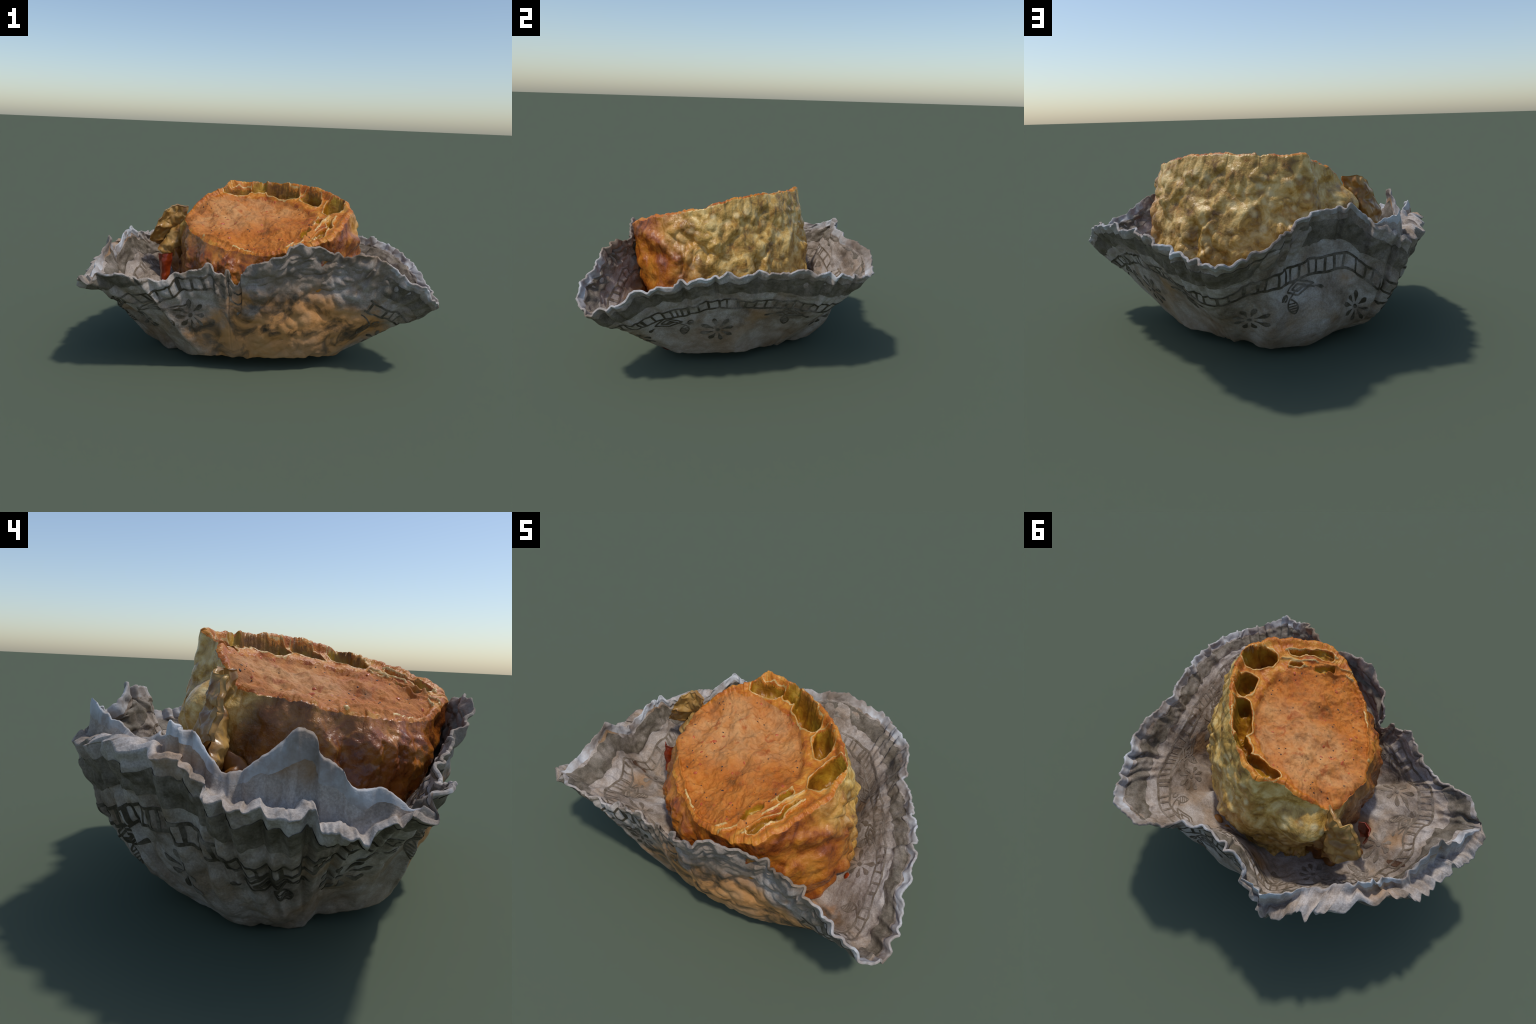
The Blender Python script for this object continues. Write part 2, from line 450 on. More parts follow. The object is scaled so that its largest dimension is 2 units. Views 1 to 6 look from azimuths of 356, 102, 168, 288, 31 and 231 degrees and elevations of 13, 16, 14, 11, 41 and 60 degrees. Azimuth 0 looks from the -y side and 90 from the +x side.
def crumple(P, thin_ref, outside):
    """Pleats, creases and a torn rim; the same field on both faces of the sheet."""
    n = grid_normals(P)
    t = T[:, None]
    q = thin_ref.reshape(-1, 3)
    crease = (np.abs(perlin(q * 7.0 + 3.1)) - 0.25).reshape(NT, NU) * 0.030
    crease += (np.abs(perlin(q * 15.0 + 8.7)) - 0.25).reshape(NT, NU) * 0.014
    crease += fbm(q, 30, 2, 4.0).reshape(NT, NU) * 0.0025
    lean = 0.25 * fbm(q, 4, 2, 6.0).reshape(NT, NU)
    ph = phase[None, :] + lean
    w = np.sin(2 * np.pi * ph) + 0.15 * np.sin(4 * np.pi * ph + 0.8)
    pleat = DEPTH[None, :] * swing[None, :] * w * smooth(0.50, 0.98, t)
    if outside:      # the crushed side stands in broad, uneven, angular folds
        big = fbm(ring, 10, 3, 8.0)[None, :] - 0.4 * np.abs(fbm(ring, 17, 2, 2.0))[None, :]
        pleat = pleat + ledge[None, :] * 0.011 * np.sin(2 * np.pi * (phase * 0.8 + 0.5 * fbm(ring, 8, 2, 5.0)))[None, :] * smooth(0.12, 0.45, t)
        pleat = pleat + ledge[None, :] * 0.034 * (big - 0.15) * smooth(0.2, 1.0, t)
    calm = 0.25 + 0.55 * smooth(0.35, 0.8, t) + 0.5 * FRONT[None, :] + 0.3 * ledge[None, :]
    P = P + n * (pleat + crease * calm)[:, :, None]
    grow = ((tooth - 0.5) * swing * DEPTH * 0.5 + 0.014 * (fbm(ring, 13, 3, 6.0) - 0.35) + 0.003 * fbm(ring, 70, 2))[None, :] * smooth(0.6, 1.0, t) ** 2
    up = np.gradient(P, axis=0)
    up /= np.linalg.norm(up, axis=2)[:, :, None]
    return P + up * grow[:, :, None]


centre_xy = BASE.mean(0)
outer0 = wall(BASE, BASE_Z, RIM_OUT, BULGE, 0.7, BEND)
inner0 = wall(MEET[:, :2], MEET[:, 2], RIM_IN, SAG)
sheet = outer0
outer = crumple(outer0, sheet, True)
inner = crumple(inner0, sheet, False)
# thin paper: hold the inner face a steady 8 mm behind the outer one where nothing is crushed
n_out = grid_normals(outer)
# grid_normals may point either way: make it point away from the pastry
mid = outer[NT // 2] - np.array([*centre_xy, 0.4])
if (n_out[NT // 2] * mid).sum() < 0:
    n_out = -n_out
thin_inner = outer - n_out * 0.011
thin_inner[:, :, 2] = np.maximum(thin_inner[:, :, 2], 0.02)
k = np.maximum(ledge[None, :], smooth(1.0, 0.82, T)[:, None])[:, :, None]
inner = inner * k + thin_inner * (1 - k)
n_in = -grid_normals(inner)
if (n_in[NT // 2] * (inner[NT // 2] - np.array([*centre_xy, 0.4]))).sum() > 0:
    n_in = -n_in


def floor_rows(loop, z_mid, rows=14):
    out = []
    c = np.array([*centre_xy, z_mid])
    for j in range(1, rows):
        f = j / rows
        p = loop * (1 - f) + c * f
        p[:, 2] = loop[:, 2] * (1 - smooth(0, 0.8, f)) + z_mid * smooth(0, 0.8, f)
        p[:, 2] += 0.004 * fbm(p, 9, 2) * min(1, f * 4)
        out.append(p)
    return np.array(out)


under = floor_rows(outer[0], 0.006)
floor = floor_rows(inner[0], 0.19)
bridge_n = 22
bridge = []
for j in range(1, bridge_n):
    f = j / bridge_n
    p = outer[-1] * (1 - f) + inner[-1] * f
    flat = outer[-1][:, 2] + (inner[-1][:, 2] - outer[-1][:, 2]) * smooth(0.70, 1.0, f) + 0.012 * math.sin(math.pi * min(1, f * 1.6))
    p[:, 2] = p[:, 2] * (1 - ledge) + flat * ledge + 0.002 * math.sin(math.pi * f)
    p += ledge[:, None] * 0.014 * np.c_[fbm(p, 9, 3, 1.0), fbm(p, 9, 3, 2.0), fbm(p, 9, 3, 5.0)] * math.sin(math.pi * f)
    bridge.append(p)
rows = np.concatenate([under[::-1], outer, np.array(bridge), inner[::-1], floor])
V = rows.reshape(-1, 3)
F = strip_faces(len(rows), NU)
bottom_c, floor_c = len(V), len(V) + 1
last = (len(rows) - 1) * NU
V = np.vstack([V, rows[0].mean(0), rows[-1].mean(0)])
i = np.arange(NU)
caps = [(bottom_c, (a + 1) % NU, a) for a in range(NU)] + [(floor_c, last + a, last + (a + 1) % NU) for a in range(NU)]

cup = empty("paper_baking_cup", "crumpled pleated paper baking cup with brown printed pattern", "baking cup")
M_PAPER = paper_material()
M_BAND = ink_material("faded_brown_print", (0.085, 0.068, 0.045), (0.19, 0.155, 0.115))
M_LINE = ink_material("dark_brown_print", (0.04, 0.03, 0.018), (0.10, 0.078, 0.05))
M_SHOW = ink_material("show_through_print", (0.12, 0.088, 0.056), (0.22, 0.17, 0.125))
whole = bpy.data.meshes.new("whole")
whole.from_pydata(V.tolist(), [], [*F.tolist(), *caps])
whole.update()
CN = np.empty(len(V) * 3)
whole.vertices.foreach_get("normal", CN)
CN = CN.reshape(-1, 3)
bpy.data.meshes.remove(whole)
row_of = np.repeat(np.arange(len(rows) - 1), NU)
r0 = len(under) + int(NT * 0.96)
r1 = len(under) + NT + len(bridge) + int(NT * 0.07)
col_of = np.tile(np.arange(NU), len(rows) - 1)
white = (row_of >= r0) & (row_of < r1) & (PRINT[col_of] > 0.9) & (FRONT[col_of] < 0.5)
shelf_rows = (row_of >= len(under) + NT - 1) & (row_of < len(under) + NT + len(bridge) - 3)
white &= ~(shelf_rows & (ledge[col_of] > 0.25)) & ~((row_of < len(under) + NT) & (ledge[col_of] > 0.25))


def cup_part(name, mask, mat, extra=()):
    used = np.unique(np.concatenate([np.ravel(F[mask]), np.array(extra, int).reshape(-1)]))
    lookup = np.full(len(V), -1)
    lookup[used] = np.arange(len(used))
    return mesh_object(name, V[used], [[lookup[a] for a in f] for f in [*F[mask].tolist(), *extra]], mat, cup, normals=CN[used])


cup_part("pleated_paper", ~white, M_PAPER, caps)
cup_part("paper_edge", white, edge_material())

# ---- print: every mark is a thin leaf of ink lying on the sheet -------------
INK = 0.0022


def on_sheet(u, q, side):
    """Points on the outer (side 0) or inner (side 1) face at position u round the cup and
    print height q (0 at the base, 1 at the edge of the untorn sheet); also whether still on the sheet."""
    P, n = (outer, n_out) if side == 0 else (inner, n_in)
    u, q = np.broadcast_arrays(np.asarray(u, float), np.asarray(q, float))
    x = (u % 1.0) * NU
    i0 = np.floor(x).astype(int) % NU
    fx = (x - np.floor(x))[..., None]
    t = (q if side == 0 else (q - 0.2) / 0.8) / PRINT[i0]
    ok = (t < 0.985) & (t > 0.01)
    if side == 0:
        ok &= FRONT[i0] < 0.5
    y = np.clip(t, 0, 0.999) * (NT - 1)
    j0 = np.minimum(np.floor(y).astype(int), NT - 2)
    fy = (y - j0)[..., None]
    i1 = (i0 + 1) % NU

    def at(A):
        return (A[j0, i0] * (1 - fx) + A[j0, i1] * fx) * (1 - fy) + (A[j0 + 1, i0] * (1 - fx) + A[j0 + 1, i1] * fx) * fy
    return at(P) + at(n) * INK, ok


class Marks:
    def __init__(self):
        self.v, self.f, self.n = [], [], 0

    def patch(self, P, ok, closed=False):
        r, c = P.shape[:2]
        f = strip_faces(r, c, closed, 0)
        good = ok.reshape(-1)[f].all(1)
        if good.any():
            self.v.append(P.reshape(-1, 3))
            self.f.append(f[good] + self.n)
            self.n += r * c

    def build(self, name, mat, parent):
        if not self.v:
            return None
        V, F = np.vstack(self.v), np.vstack(self.f)
        used, inv = np.unique(F, return_inverse=True)
        return mesh_object(name, V[used], inv.reshape(F.shape).tolist(), mat, parent)


def scale_at(u, q, side):
    a, _ = on_sheet(u - 0.004, q, side)
    b, _ = on_sheet(u + 0.004, q, side)
    c, _ = on_sheet(u, q - 0.06, side)
    d, _ = on_sheet(u, q + 0.06, side)
    return 0.008 / max(np.linalg.norm(b - a), 1e-3), 0.12 / max(np.linalg.norm(d - c), 1e-3)


def local_patch(marks, u0, q0, side, X, Y):
    su, sq = scale_at(u0, q0, side)
    su = min(su, 0.5)
    P, ok = on_sheet(u0 + X * su, q0 + Y * sq, side)
    marks.patch(P, ok)


def stroke(marks, u0, q0, side, pts, width):
    pts = np.asarray(pts, float)
    seg = np.concatenate([[0], np.cumsum(np.linalg.norm(np.diff(pts, axis=0), axis=1))])
    n = max(6, int(seg[-1] / 0.006))
    s = np.linspace(0, seg[-1], n)
    p = np.c_[np.interp(s, seg, pts[:, 0]), np.interp(s, seg, pts[:, 1])]
    d = np.gradient(p, axis=0)
    d /= np.maximum(np.linalg.norm(d, axis=1), 1e-9)[:, None]
    nn = np.c_[-d[:, 1], d[:, 0]]
    w = (np.linspace(-1, 1, 3) * width * 0.5)[:, None, None]
    g = p[None] + nn[None] * w
    local_patch(marks, u0, q0, side, g[..., 0], g[..., 1])


def petal(marks, u0, q0, side, angle, r0, r1, wide, dx=0.0, dy=0.0):
    a = np.linspace(0, 1, 9)[:, None]
    b = np.linspace(-1, 1, 7)[None, :]
    w = wide * np.sin(np.pi * a ** 1.6) ** 0.8 * (0.35 + 0.65 * a) + 0.0015
    r = r0 + (r1 - r0) * a + 0 * b
    x, y = r, w * b
    c, s = math.cos(angle), math.sin(angle)
    local_patch(marks, u0, q0, side, dx + x * c - y * s, dy + x * s + y * c)


def flower(parent, k, q0, side, size=0.085, turn=0.2):
    ink = M_LINE if side == 0 else M_SHOW
    m = Marks()
    u0 = station_u(k)
    for j in range(8):
        petal(m, u0, q0, side, turn + j * math.pi / 4, size * 0.30, size * (1 + 0.08 * rng.normal()), size * 0.17)
    th = np.linspace(0, 2 * math.pi, 15)[None, :]
    rr = np.linspace(0.001, size * 0.14, 3)[:, None]
    local_patch(m, u0, q0, side, rr * np.cos(th), rr * np.sin(th))
    m.build("printed_flower", ink, parent)


def leaf(parent, k, q0, side, flip=1):
    m = Marks()
    u0 = station_u(k)
    a = np.linspace(0, 1, 14)
    rim = 0.026 * np.sin(np.pi * a) ** 0.8
    up = np.c_[flip * (a * 0.03 + rim), -0.085 * a]
    dn = np.c_[flip * (a * 0.03 - rim), -0.085 * a]
    for line in (up, dn):
        stroke(m, u0, q0, side, line, 0.007)
    for s in (0.25, 0.42, 0.58, 0.75):
        w = 0.026 * math.sin(math.pi * s) ** 0.8
        stroke(m, u0, q0, side, [(flip * (s * 0.03 - w), -0.085 * s), (flip * (s * 0.03 + w), -0.085 * s - 0.008)], 0.006)
    th = np.linspace(0.2, 5.2, 24)
    stroke(m, u0, q0, side, np.c_[flip * (-0.03 - 0.022 * np.cos(th) * (1 - th / 9)), 0.012 + 0.022 * np.sin(th) * (1 - th / 9)], 0.009)
    stroke(m, u0, q0, side, np.c_[flip * np.linspace(0, 0.11, 12), 0.035 * np.sin(np.linspace(0, 2.6, 12))], 0.008)
    m.build("printed_leaf", M_LINE if side == 0 else M_SHOW, parent)


def scallop(u, centres):
    """Height wave of the ladder border: arches over each flower."""
    d = np.min([np.abs((u - c + 0.5) % 1.0 - 0.5) for c in centres], axis=0)
    return np.cos(np.clip(d / 0.045, 0, 1) * math.pi) * 0.5 + 0.5


OUT_FLOWERS = [0.1, 4.1, 9.0, 13.2, 16.6, 20.1, 24.2, 31.3]
IN_FLOWERS = [2.6, 4.8, 7.2, 12.0, 15.6, 18.9, 22.6, 27.0]
OUT_LEAVES = [2.7, 6.0, 10.8, 14.9, 18.6, 22.3, 33.4]
IN_LEAVES = [1.2, 3.8, 6.2, 8.6, 14.3, 17.5, 20.8, 25.0]
for side, flowers, leaves in ((0, OUT_FLOWERS, OUT_LEAVES), (1, IN_FLOWERS, IN_LEAVES)):
    cent = [station_u(k) for k in flowers]
    uu = np.arange(NU) / NU
    loop3 = np.c_[np.cos(2 * np.pi * uu), np.sin(2 * np.pi * uu), 0 * uu + side]
    sc = scallop(uu, cent)
    # broad brown band just under the white edge
    band = Marks()
    lo = 0.775 + 0.012 * sc + 0.018 * fbm(loop3, 9, 3) + 0.008 * wave
    hi = 0.925 + 0.014 * fbm(loop3, 12, 3, 4.0) + 0.008 * wave
    rws = np.linspace(0, 1, 14)[:, None]
    P, ok = on_sheet(np.broadcast_to(uu, (14, NU)), lo * (1 - rws) + hi * rws, side)
    band.patch(P, ok, closed=True)
    band.build("printed_band", M_BAND, cup)
    # ladder border with two rails and many rungs
    lad = Marks()
    low = 0.575 + 0.035 * sc + 0.010 * fbm(loop3, 6, 2, 7.0)
    gap = 0.095 + 0.012 * fbm(loop3, 8, 2, 1.0)
    for base_q in (low, low + gap):
        rr = np.linspace(-0.0085, 0.0085, 3)[:, None]
        P, ok = on_sheet(np.broadcast_to(uu, (3, NU)), base_q + rr, side)
        lad.patch(P, ok, closed=True)
    run = np.cumsum(np.linalg.norm(np.roll(outer[60], -1, 0) - outer[60], axis=1))
    pos = 0.0
    while pos < run[-1]:
        pos += 0.050 * (1 + 0.25 * rng.normal())
        iu = int(np.searchsorted(run, pos)) % NU
        u0 = uu[iu]
        per_u = (run[(iu + 4) % NU] - run[iu]) / 4 * NU
        du = (0.0048 + 0.0014 * abs(rng.normal())) / max(abs(per_u), 2.0)
        tilt = 0.006 * rng.normal() / max(abs(per_u), 2.0)
        yy = np.linspace(0, 1, 16)[:, None]
        xx = np.linspace(-1, 1, 3)[None, :]
        P, ok = on_sheet(u0 + du * xx + tilt * yy, low[iu] + gap[iu] * yy + 0 * xx, side)
        lad.patch(P, ok)
    lad.build("printed_ladder", M_LINE if side == 0 else M_SHOW, cup)
    for k in flowers:
        flower(cup, k, (0.37, 0.43)[side] + 0.02 * rng.normal(), side, 0.088, rng.uniform(0, 0.7))
    for k in leaves:
        leaf(cup, k, (0.47, 0.52)[side], side, rng.choice([-1, 1]))

def diamond(parent, u0, q0, side):
    m = Marks()
    for k in (1.0, 0.5):
        stroke(m, u0, q0, side, [(-.075 * k, 0), (0, .036 * k), (.075 * k, 0), (0, -.036 * k), (-.075 * k, 0)], 0.009)
    for sx in (-1, 1):
        petal(m, u0, q0, side, 1.3 * sx - 1.57, 0.055, 0.10, 0.010, 0.03 * sx, 0.0)
    m.build("printed_diamond", M_LINE if side == 0 else M_SHOW, parent)


for side, flowers in ((0, OUT_FLOWERS), (1, IN_FLOWERS)):
    for a0, a1 in zip(flowers, flowers[1:]):
        diamond(cup, 0.5 * (station_u(a0) + station_u(a1)), (0.52, 0.53)[side], side)

# a dark torn slit in the paper on the crushed side
slit = Marks()
a = np.linspace(0, 2 * math.pi, 21)[None, :]
r = np.linspace(0.05, 1, 5)[:, None]
local_patch(slit, station_u(18.6), 0.64, 1, 0.020 * r * np.cos(a), 0.062 * r * np.sin(a))
slit.build("torn_slit", plain("slit_brown", (0.05, 0.02, 0.01), (0.13, 0.07, 0.04), 0.6), cup)

# --------------------------------------------------------------------------
# THE PASTRY
# Stations: top edge x y z, low belly x y, foot x y, how far in the filling
# starts (share of the radius) and how deep it lies below the edge.
# --------------------------------------------------------------------------
PASTRY = np.array([
    (0.53, -0.335, 0.91, 0.61, -0.34, 0.552, -0.326, 0.6, 0.03),
    (0.51, -0.19, 0.95, 0.586, -0.158, 0.531, -0.163, 0.56, 0.05),
    (0.38, -0.025, 0.99, 0.493, 0.039, 0.447, 0.015, 0.6, 0.065),
    (0.24, 0.08, 1, 0.363, 0.164, 0.33, 0.128, 0.68, 0.065),
    (0.07, 0.18, 0.995, 0.17, 0.284, 0.156, 0.235, 0.7, 0.065),
    (-0.1, 0.23, 0.985, -0.022, 0.315, -0.017, 0.263, 0.7, 0.06),
    (-0.174, 0.234, 0.985, -0.157, 0.304, -0.138, 0.254, 0.73, 0.05),
    (-0.23, 0.14, 0.95, -0.272, 0.252, -0.257, 0.23, 0.82, 0.035),
    (-0.34, 0.09, 0.9, -0.36, 0.16, -0.341, 0.142, 0.91, 0.02),
    (-0.44, -0.03, 0.79, -0.42, 0.03, -0.397, 0.018, 0.975, 0),
    (-0.42, -0.2, 0.76, -0.455, -0.18, -0.431, -0.181, 0.985, 0),
    (-0.29, -0.445, 0.71, -0.41, -0.345, -0.426, -0.361, 0.975, 0),
    (-0.13, -0.56, 0.69, -0.24, -0.505, -0.225, -0.489, 0.965, 0.014),
    (0, -0.645, 0.69, -0.06, -0.6, -0.046, -0.54, 0.95, 0.014),
    (0.12, -0.68, 0.72, 0.12, -0.605, 0.106, -0.544, 0.9, 0.012),
    (0.335, -0.69, 0.79, 0.36, -0.585, 0.31, -0.527, 0.82, 0.01),
    (0.45, -0.55, 0.85, 0.53, -0.505, 0.455, -0.459, 0.64, 0.02),
], float)
pc = np.linalg.norm(np.roll(PASTRY[:, :3], -1, 0) - PASTRY[:, :3], axis=1)
PKNOT = np.concatenate([[0], np.cumsum(pc)[:-1]]) / pc.sum()
NP = 1000
PU = np.arange(NP) / NP
PCOL = periodic(PASTRY, PU, PKNOT)
TOP, MIDP, FOOT, S_MEAT, DROP = PCOL[:, :3], PCOL[:, 3:5], PCOL[:, 5:7], PCOL[:, 7], PCOL[:, 8]
loop_p = np.c_[np.cos(2 * np.pi * PU), np.sin(2 * np.pi * PU), 0 * PU]
TOP_SMOOTH, TOP = TOP, TOP.copy()
TOP[:, 2] += 0.010 * fbm(loop_p, 6, 3, 3.0) + 0.005 * fbm(loop_p, 26, 2, 5.0)
TOP[:, :2] += 0.010 * np.c_[fbm(loop_p, 8, 3, 1.0), fbm(loop_p, 8, 3, 7.0)]
C0 = np.array([0.03, -0.23])
ZC = 0.9215 + 0.2074 * C0[0] + 0.3323 * C0[1]

def blisters(p, scale, seed):
    """Scattered round swellings, 0..1, about one to a cell of 1/scale."""
    x = np.asarray(p, float) * scale
    c = np.floor(x).astype(int)
    best = np.zeros(len(x))
    for dx in (-1, 0, 1):
        for dy in (-1, 0, 1):
            for dz in (-1, 0, 1):
                g = c + np.array([dx, dy, dz])
                hsh = _perm[(_perm[(_perm[(g[:, 0] + seed) % 512] + g[:, 1]) % 512] + g[:, 2]) % 512]
                off = _grad[hsh] * 0.5 + 0.5
                size = 0.45 + 0.45 * ((hsh * 7 % 64) / 64)
                d = np.linalg.norm((x - g - off) * [1, 1, 0.85], axis=1) / size
                best = np.maximum(best, np.maximum(1 - d * d, 0) * size)
    return best


# outer wall -----------------------------------------------------------------
NH = 110
h = np.linspace(0, 1, NH)[:, None, None]
z0, z1 = 0.19, 0.36
zt = TOP_SMOOTH[:, 2] - 0.016
zz = z0 + (zt[None, :] - z0) * h[:, :, 0]
up = np.clip((zz - z1) / (zt[None, :] - z1), 0, 1)[..., None]
down = np.clip((z1 - zz) / (z1 - z0), 0, 1)[..., None]
xy = MIDP[None] * (1 - up - down) + TOP_SMOOTH[None, :, :2] * up + FOOT[None] * down
out2 = MIDP - np.array([0.03, -0.2])
out2 /= np.linalg.norm(out2, axis=1)[:, None]
xy = xy + out2[None] * (0.024 * np.sin(math.pi * up ** 0.8) - 0.02 * np.exp(-((zz[..., None] - z1) / 0.07) ** 2))
chip = smooth(0.86, 1.0, h)
wall_p = np.concatenate([xy, zz[..., None]], 2) + (TOP - TOP_SMOOTH)[None] * chip
nw = grid_normals(wall_p)
if (nw[50, :, :2] * (wall_p[50, :, :2] - C0)).sum() < 0:
    nw = -nw
q = wall_p.reshape(-1, 3)
ang_right = (smooth(-0.25, 0.25, wall_p[..., 0] + 0.4 * wall_p[..., 1]) * smooth(-0.50, -0.25, wall_p[..., 1])).reshape(-1)
front = smooth(-0.25, -0.50, wall_p[..., 1]).reshape(-1)
left = smooth(-0.05, -0.35, wall_p[..., 1]).reshape(-1) * smooth(0.15, -0.15, wall_p[..., 0]).reshape(-1)
warp = np.c_[perlin(q * 6 + 1), perlin(q * 6 + 5), perlin(q * 6 + 9)] * 0.05
lump = 0.006 + fbm(q + warp, 9, 2, 2.0) * (0.009 + 0.006 * ang_right)
lump += (0.037 * blisters(q + warp, 11, 3) + 0.021 * blisters(q + warp, 18, 40) - 0.016) * (0.3 + 1.1 * smooth(-0.35, 0.4, perlin(q * 3.2 + 50))) * (0.25 + 0.75 * ang_right)
lump += (np.abs(perlin(q * 9 + 4)) - 0.2) * 0.018
lump += left * (0.028 * perlin(np.c_[q[:, 0] * 12, q[:, 1] * 12, q[:, 2] * 4]) + 0.014 * fbm(q, 14, 3, 21.0))
lump += front * (1 - left) * (0.020 * perlin(np.c_[q[:, 0] * 8 + q[:, 2] * 5, q[:, 1] * 8, q[:, 2] * 9]) - 0.016 * np.abs(perlin(np.c_[q[:, 0] * 11 - q[:, 2] * 6, q[:, 1] * 11, q[:, 2] * 7 + 4])))
lump += fbm(q, 38, 2) * 0.0022
lump = lump.reshape(NH, NP)
ku = np.interp(PU, np.append(PKNOT, 1.0), np.arange(len(PASTRY) + 1))     # station number of each column


def bulge_at(station, z, wide, tall):
    return np.exp(-((ku[None, :] - station) / wide) ** 2 - ((wall_p[..., 2] - z) / tall) ** 2)


lump += 0.085 * bulge_at(8.3, 0.68, 0.75, 0.10) - 0.015 * bulge_at(7.6, 0.45, 1.0, 0.12)     # overhanging lip, hollow below
lump += -0.035 * bulge_at(8.2, 0.815, 0.8, 0.03)
ragged = fbm(wall_p.reshape(-1, 3), 16, 3, 12.0).reshape(NH, NP)
lump += (0.03 + 0.05 * ragged) * bulge_at(8.2, 0.31, 1.3, 0.045)                             # crumbly skirt on the paper
lump += 0.035 * bulge_at(11.8, 0.57, 0.9, 0.10)
lump += -0.02 * bulge_at(10.4, 0.45, 0.7, 0.16) - 0.06 * bulge_at(14.0, 0.46, 0.40, 0.06)      # torn side and a hole in it
lump += -0.03 * bulge_at(16.2, 0.62, 0.35, 0.07) + 0.02 * bulge_at(16.2, 0.74, 0.45, 0.05)      # fold under the front corner
wall_p = wall_p + nw * (lump * (0.35 + 0.65 * smooth(1.0, 0.85, h[:, :, 0])))[..., None]

# rounded edge and cut face ----------------------------------------------------
s_rows = np.concatenate([1 - 0.045 * (1 - np.cos(np.linspace(0.25, 1, 6) * math.pi / 2)), np.linspace(0.945, 0.45, 110)[1:], np.linspace(0.45, 0.0, 50)[1:-1]])
edge = wall_p[-1]
S = s_rows[:, None]
near = smooth(0.72, 1.0, S)
face_xy = C0 + (TOP_SMOOTH[None, :, :2] - C0) * S[..., None] + (edge[:, :2] - TOP_SMOOTH[:, :2])[None] * near[..., None]
cone = ZC + (TOP_SMOOTH[None, :, 2] - ZC) * S - 0.034 * (1 - S ** 1.6) + (TOP[:, 2] - TOP_SMOOTH[:, 2])[None, :] * near
FX, FY = face_xy[..., 0], face_xy[..., 1]
fp = np.stack([FX, FY, cone], -1).reshape(-1, 3)
wob = np.c_[fbm(fp, 9, 3, 1.0), fbm(fp, 9, 3, 6.0)].reshape(*FX.shape, 2) * 0.016


def capsule(ax, ay, bx, by, r):
    px, py = FX + wob[..., 0] - ax, FY + wob[..., 1] - ay
    dx, dy = bx - ax, by - ay
    t = np.clip((px * dx + py * dy) / (dx * dx + dy * dy + 1e-9), 0, 1)
    return np.hypot(px - t * dx, py - t * dy) - r


crest = 0.016 * np.sin(np.clip((1 - S) / 0.045, 0, 1) * math.pi / 2)      # the edge rolls over
height = cone - 0.016 + crest
sm = S_MEAT[None, :] + 0.02 * fbm(np.c_[ring[:1].repeat(NP, 0) * 0 + np.c_[np.cos(2 * np.pi * PU), np.sin(2 * np.pi * PU), 0 * PU]], 6, 3)[None, :]
inner_edge = np.maximum(sm + 0.02, 0.945)
meat_in = smooth(sm + 0.035, sm - 0.03, S)
shelf = smooth(inner_edge + 0.015, inner_edge - 0.04, S)
height = height - DROP[None, :] * (0.65 * shelf + 0.35 * meat_in) * smooth(0.0, 0.45, S)
height = height + 0.010 * fbm(fp, 12, 3, 3.0).reshape(FX.shape) * smooth(0.99, 0.85, S)
meat_relief = 0.014 * fbm(fp, 5, 2, 8.0) + 0.010 * fbm(fp, 12, 3, 2.0) - 0.004 * (np.abs(perlin(fp * 9 + 31)) - 0.25) + 0.0035 * fbm(fp, 45, 2)
height = height + meat_relief.reshape(FX.shape) * meat_in
pits = blisters(np.c_[fp[:, :2], 0 * fp[:, :1] + 0.5], 9, 11).reshape(FX.shape)
height = height - 0.055 * np.maximum(pits - 0.45, 0) * meat_in
height = height + 0.018 * np.exp(-(((FX + 0.10) / 0.09) ** 2 + ((FY + 0.10) / 0.07) ** 2))
OUTWARD = 0.026
POCKETS = [  # centre line, radius, depth
    (-.17, .112, -.06, .135, .036, .075), (.0, .138, .05, .118, .036, .085),
    (.10, .086, .215, -.01, .046, .125), (.285, -.06, .335, -.12, .041, .115),
    (.437, -.20, .412, -.285, .056, .125),
    (.365, -.535, .30, -.62, .026, .035), (.255, -.50, .225, -.585, .020, .045),
    (.402, -.43, .375, -.52, .014, .030), (.335, -.39, .32, -.42, .018, .040),
]
pocket = np.zeros_like(FX)
lipped = np.zeros_like(FX)
for ax, ay, bx, by, r, dep in POCKETS:
    if r > 0.034:          # the big ones lie right under the thin outer shell
        away = np.array([(ax + bx) / 2, (ay + by) / 2]) - C0
        away *= OUTWARD / np.linalg.norm(away)
        ax, ay, bx, by = ax + away[0], ay + away[1], bx + away[0], by + away[1]
    d = capsule(ax, ay, bx, by, r)
    m = np.sqrt(np.clip(1 - np.clip(1 + d / r, 0, 1) ** 3, 0, 1)) * smooth(0.0, -0.006, d)
    pocket = np.maximum(pocket, m * dep)
    lipped = np.maximum(lipped, np.exp(-((d - 0.006) / 0.006) ** 2))
LAYERS = [  # curled edges of the rolled dough
    [(.335, -.36), (.30, -.44), (.235, -.53), (.17, -.60), (.12, -.655)],
    [(.395, -.35), (.345, -.44), (.30, -.52), (.22, -.61), (.15, -.675)],
    [(.43, -.40), (.41, -.48), (.36, -.58), (.27, -.655)],
    [(-.33, -.38), (-.22, -.47), (-.08, -.575), (.03, -.63)],
]
ridge = np.zeros_like(FX)
for line in LAYERS:
    d = np.min([capsule(*a, *b, 0.0) for a, b in zip(line[:-1], line[1:])], axis=0)
    ridge = np.maximum(ridge, np.exp(-(d / 0.007) ** 2))
height = height + lipped * 0.005 * smooth(0.99, 0.9, S) + ridge * 0.013 - pocket * (0.9 + 0.25 * fbm(fp, 14, 2, 5.0).reshape(FX.shape))
face = np.stack([FX, FY, height], -1)
tilt = smooth(0.0, 1.0, pocket / 0.1)[..., None]

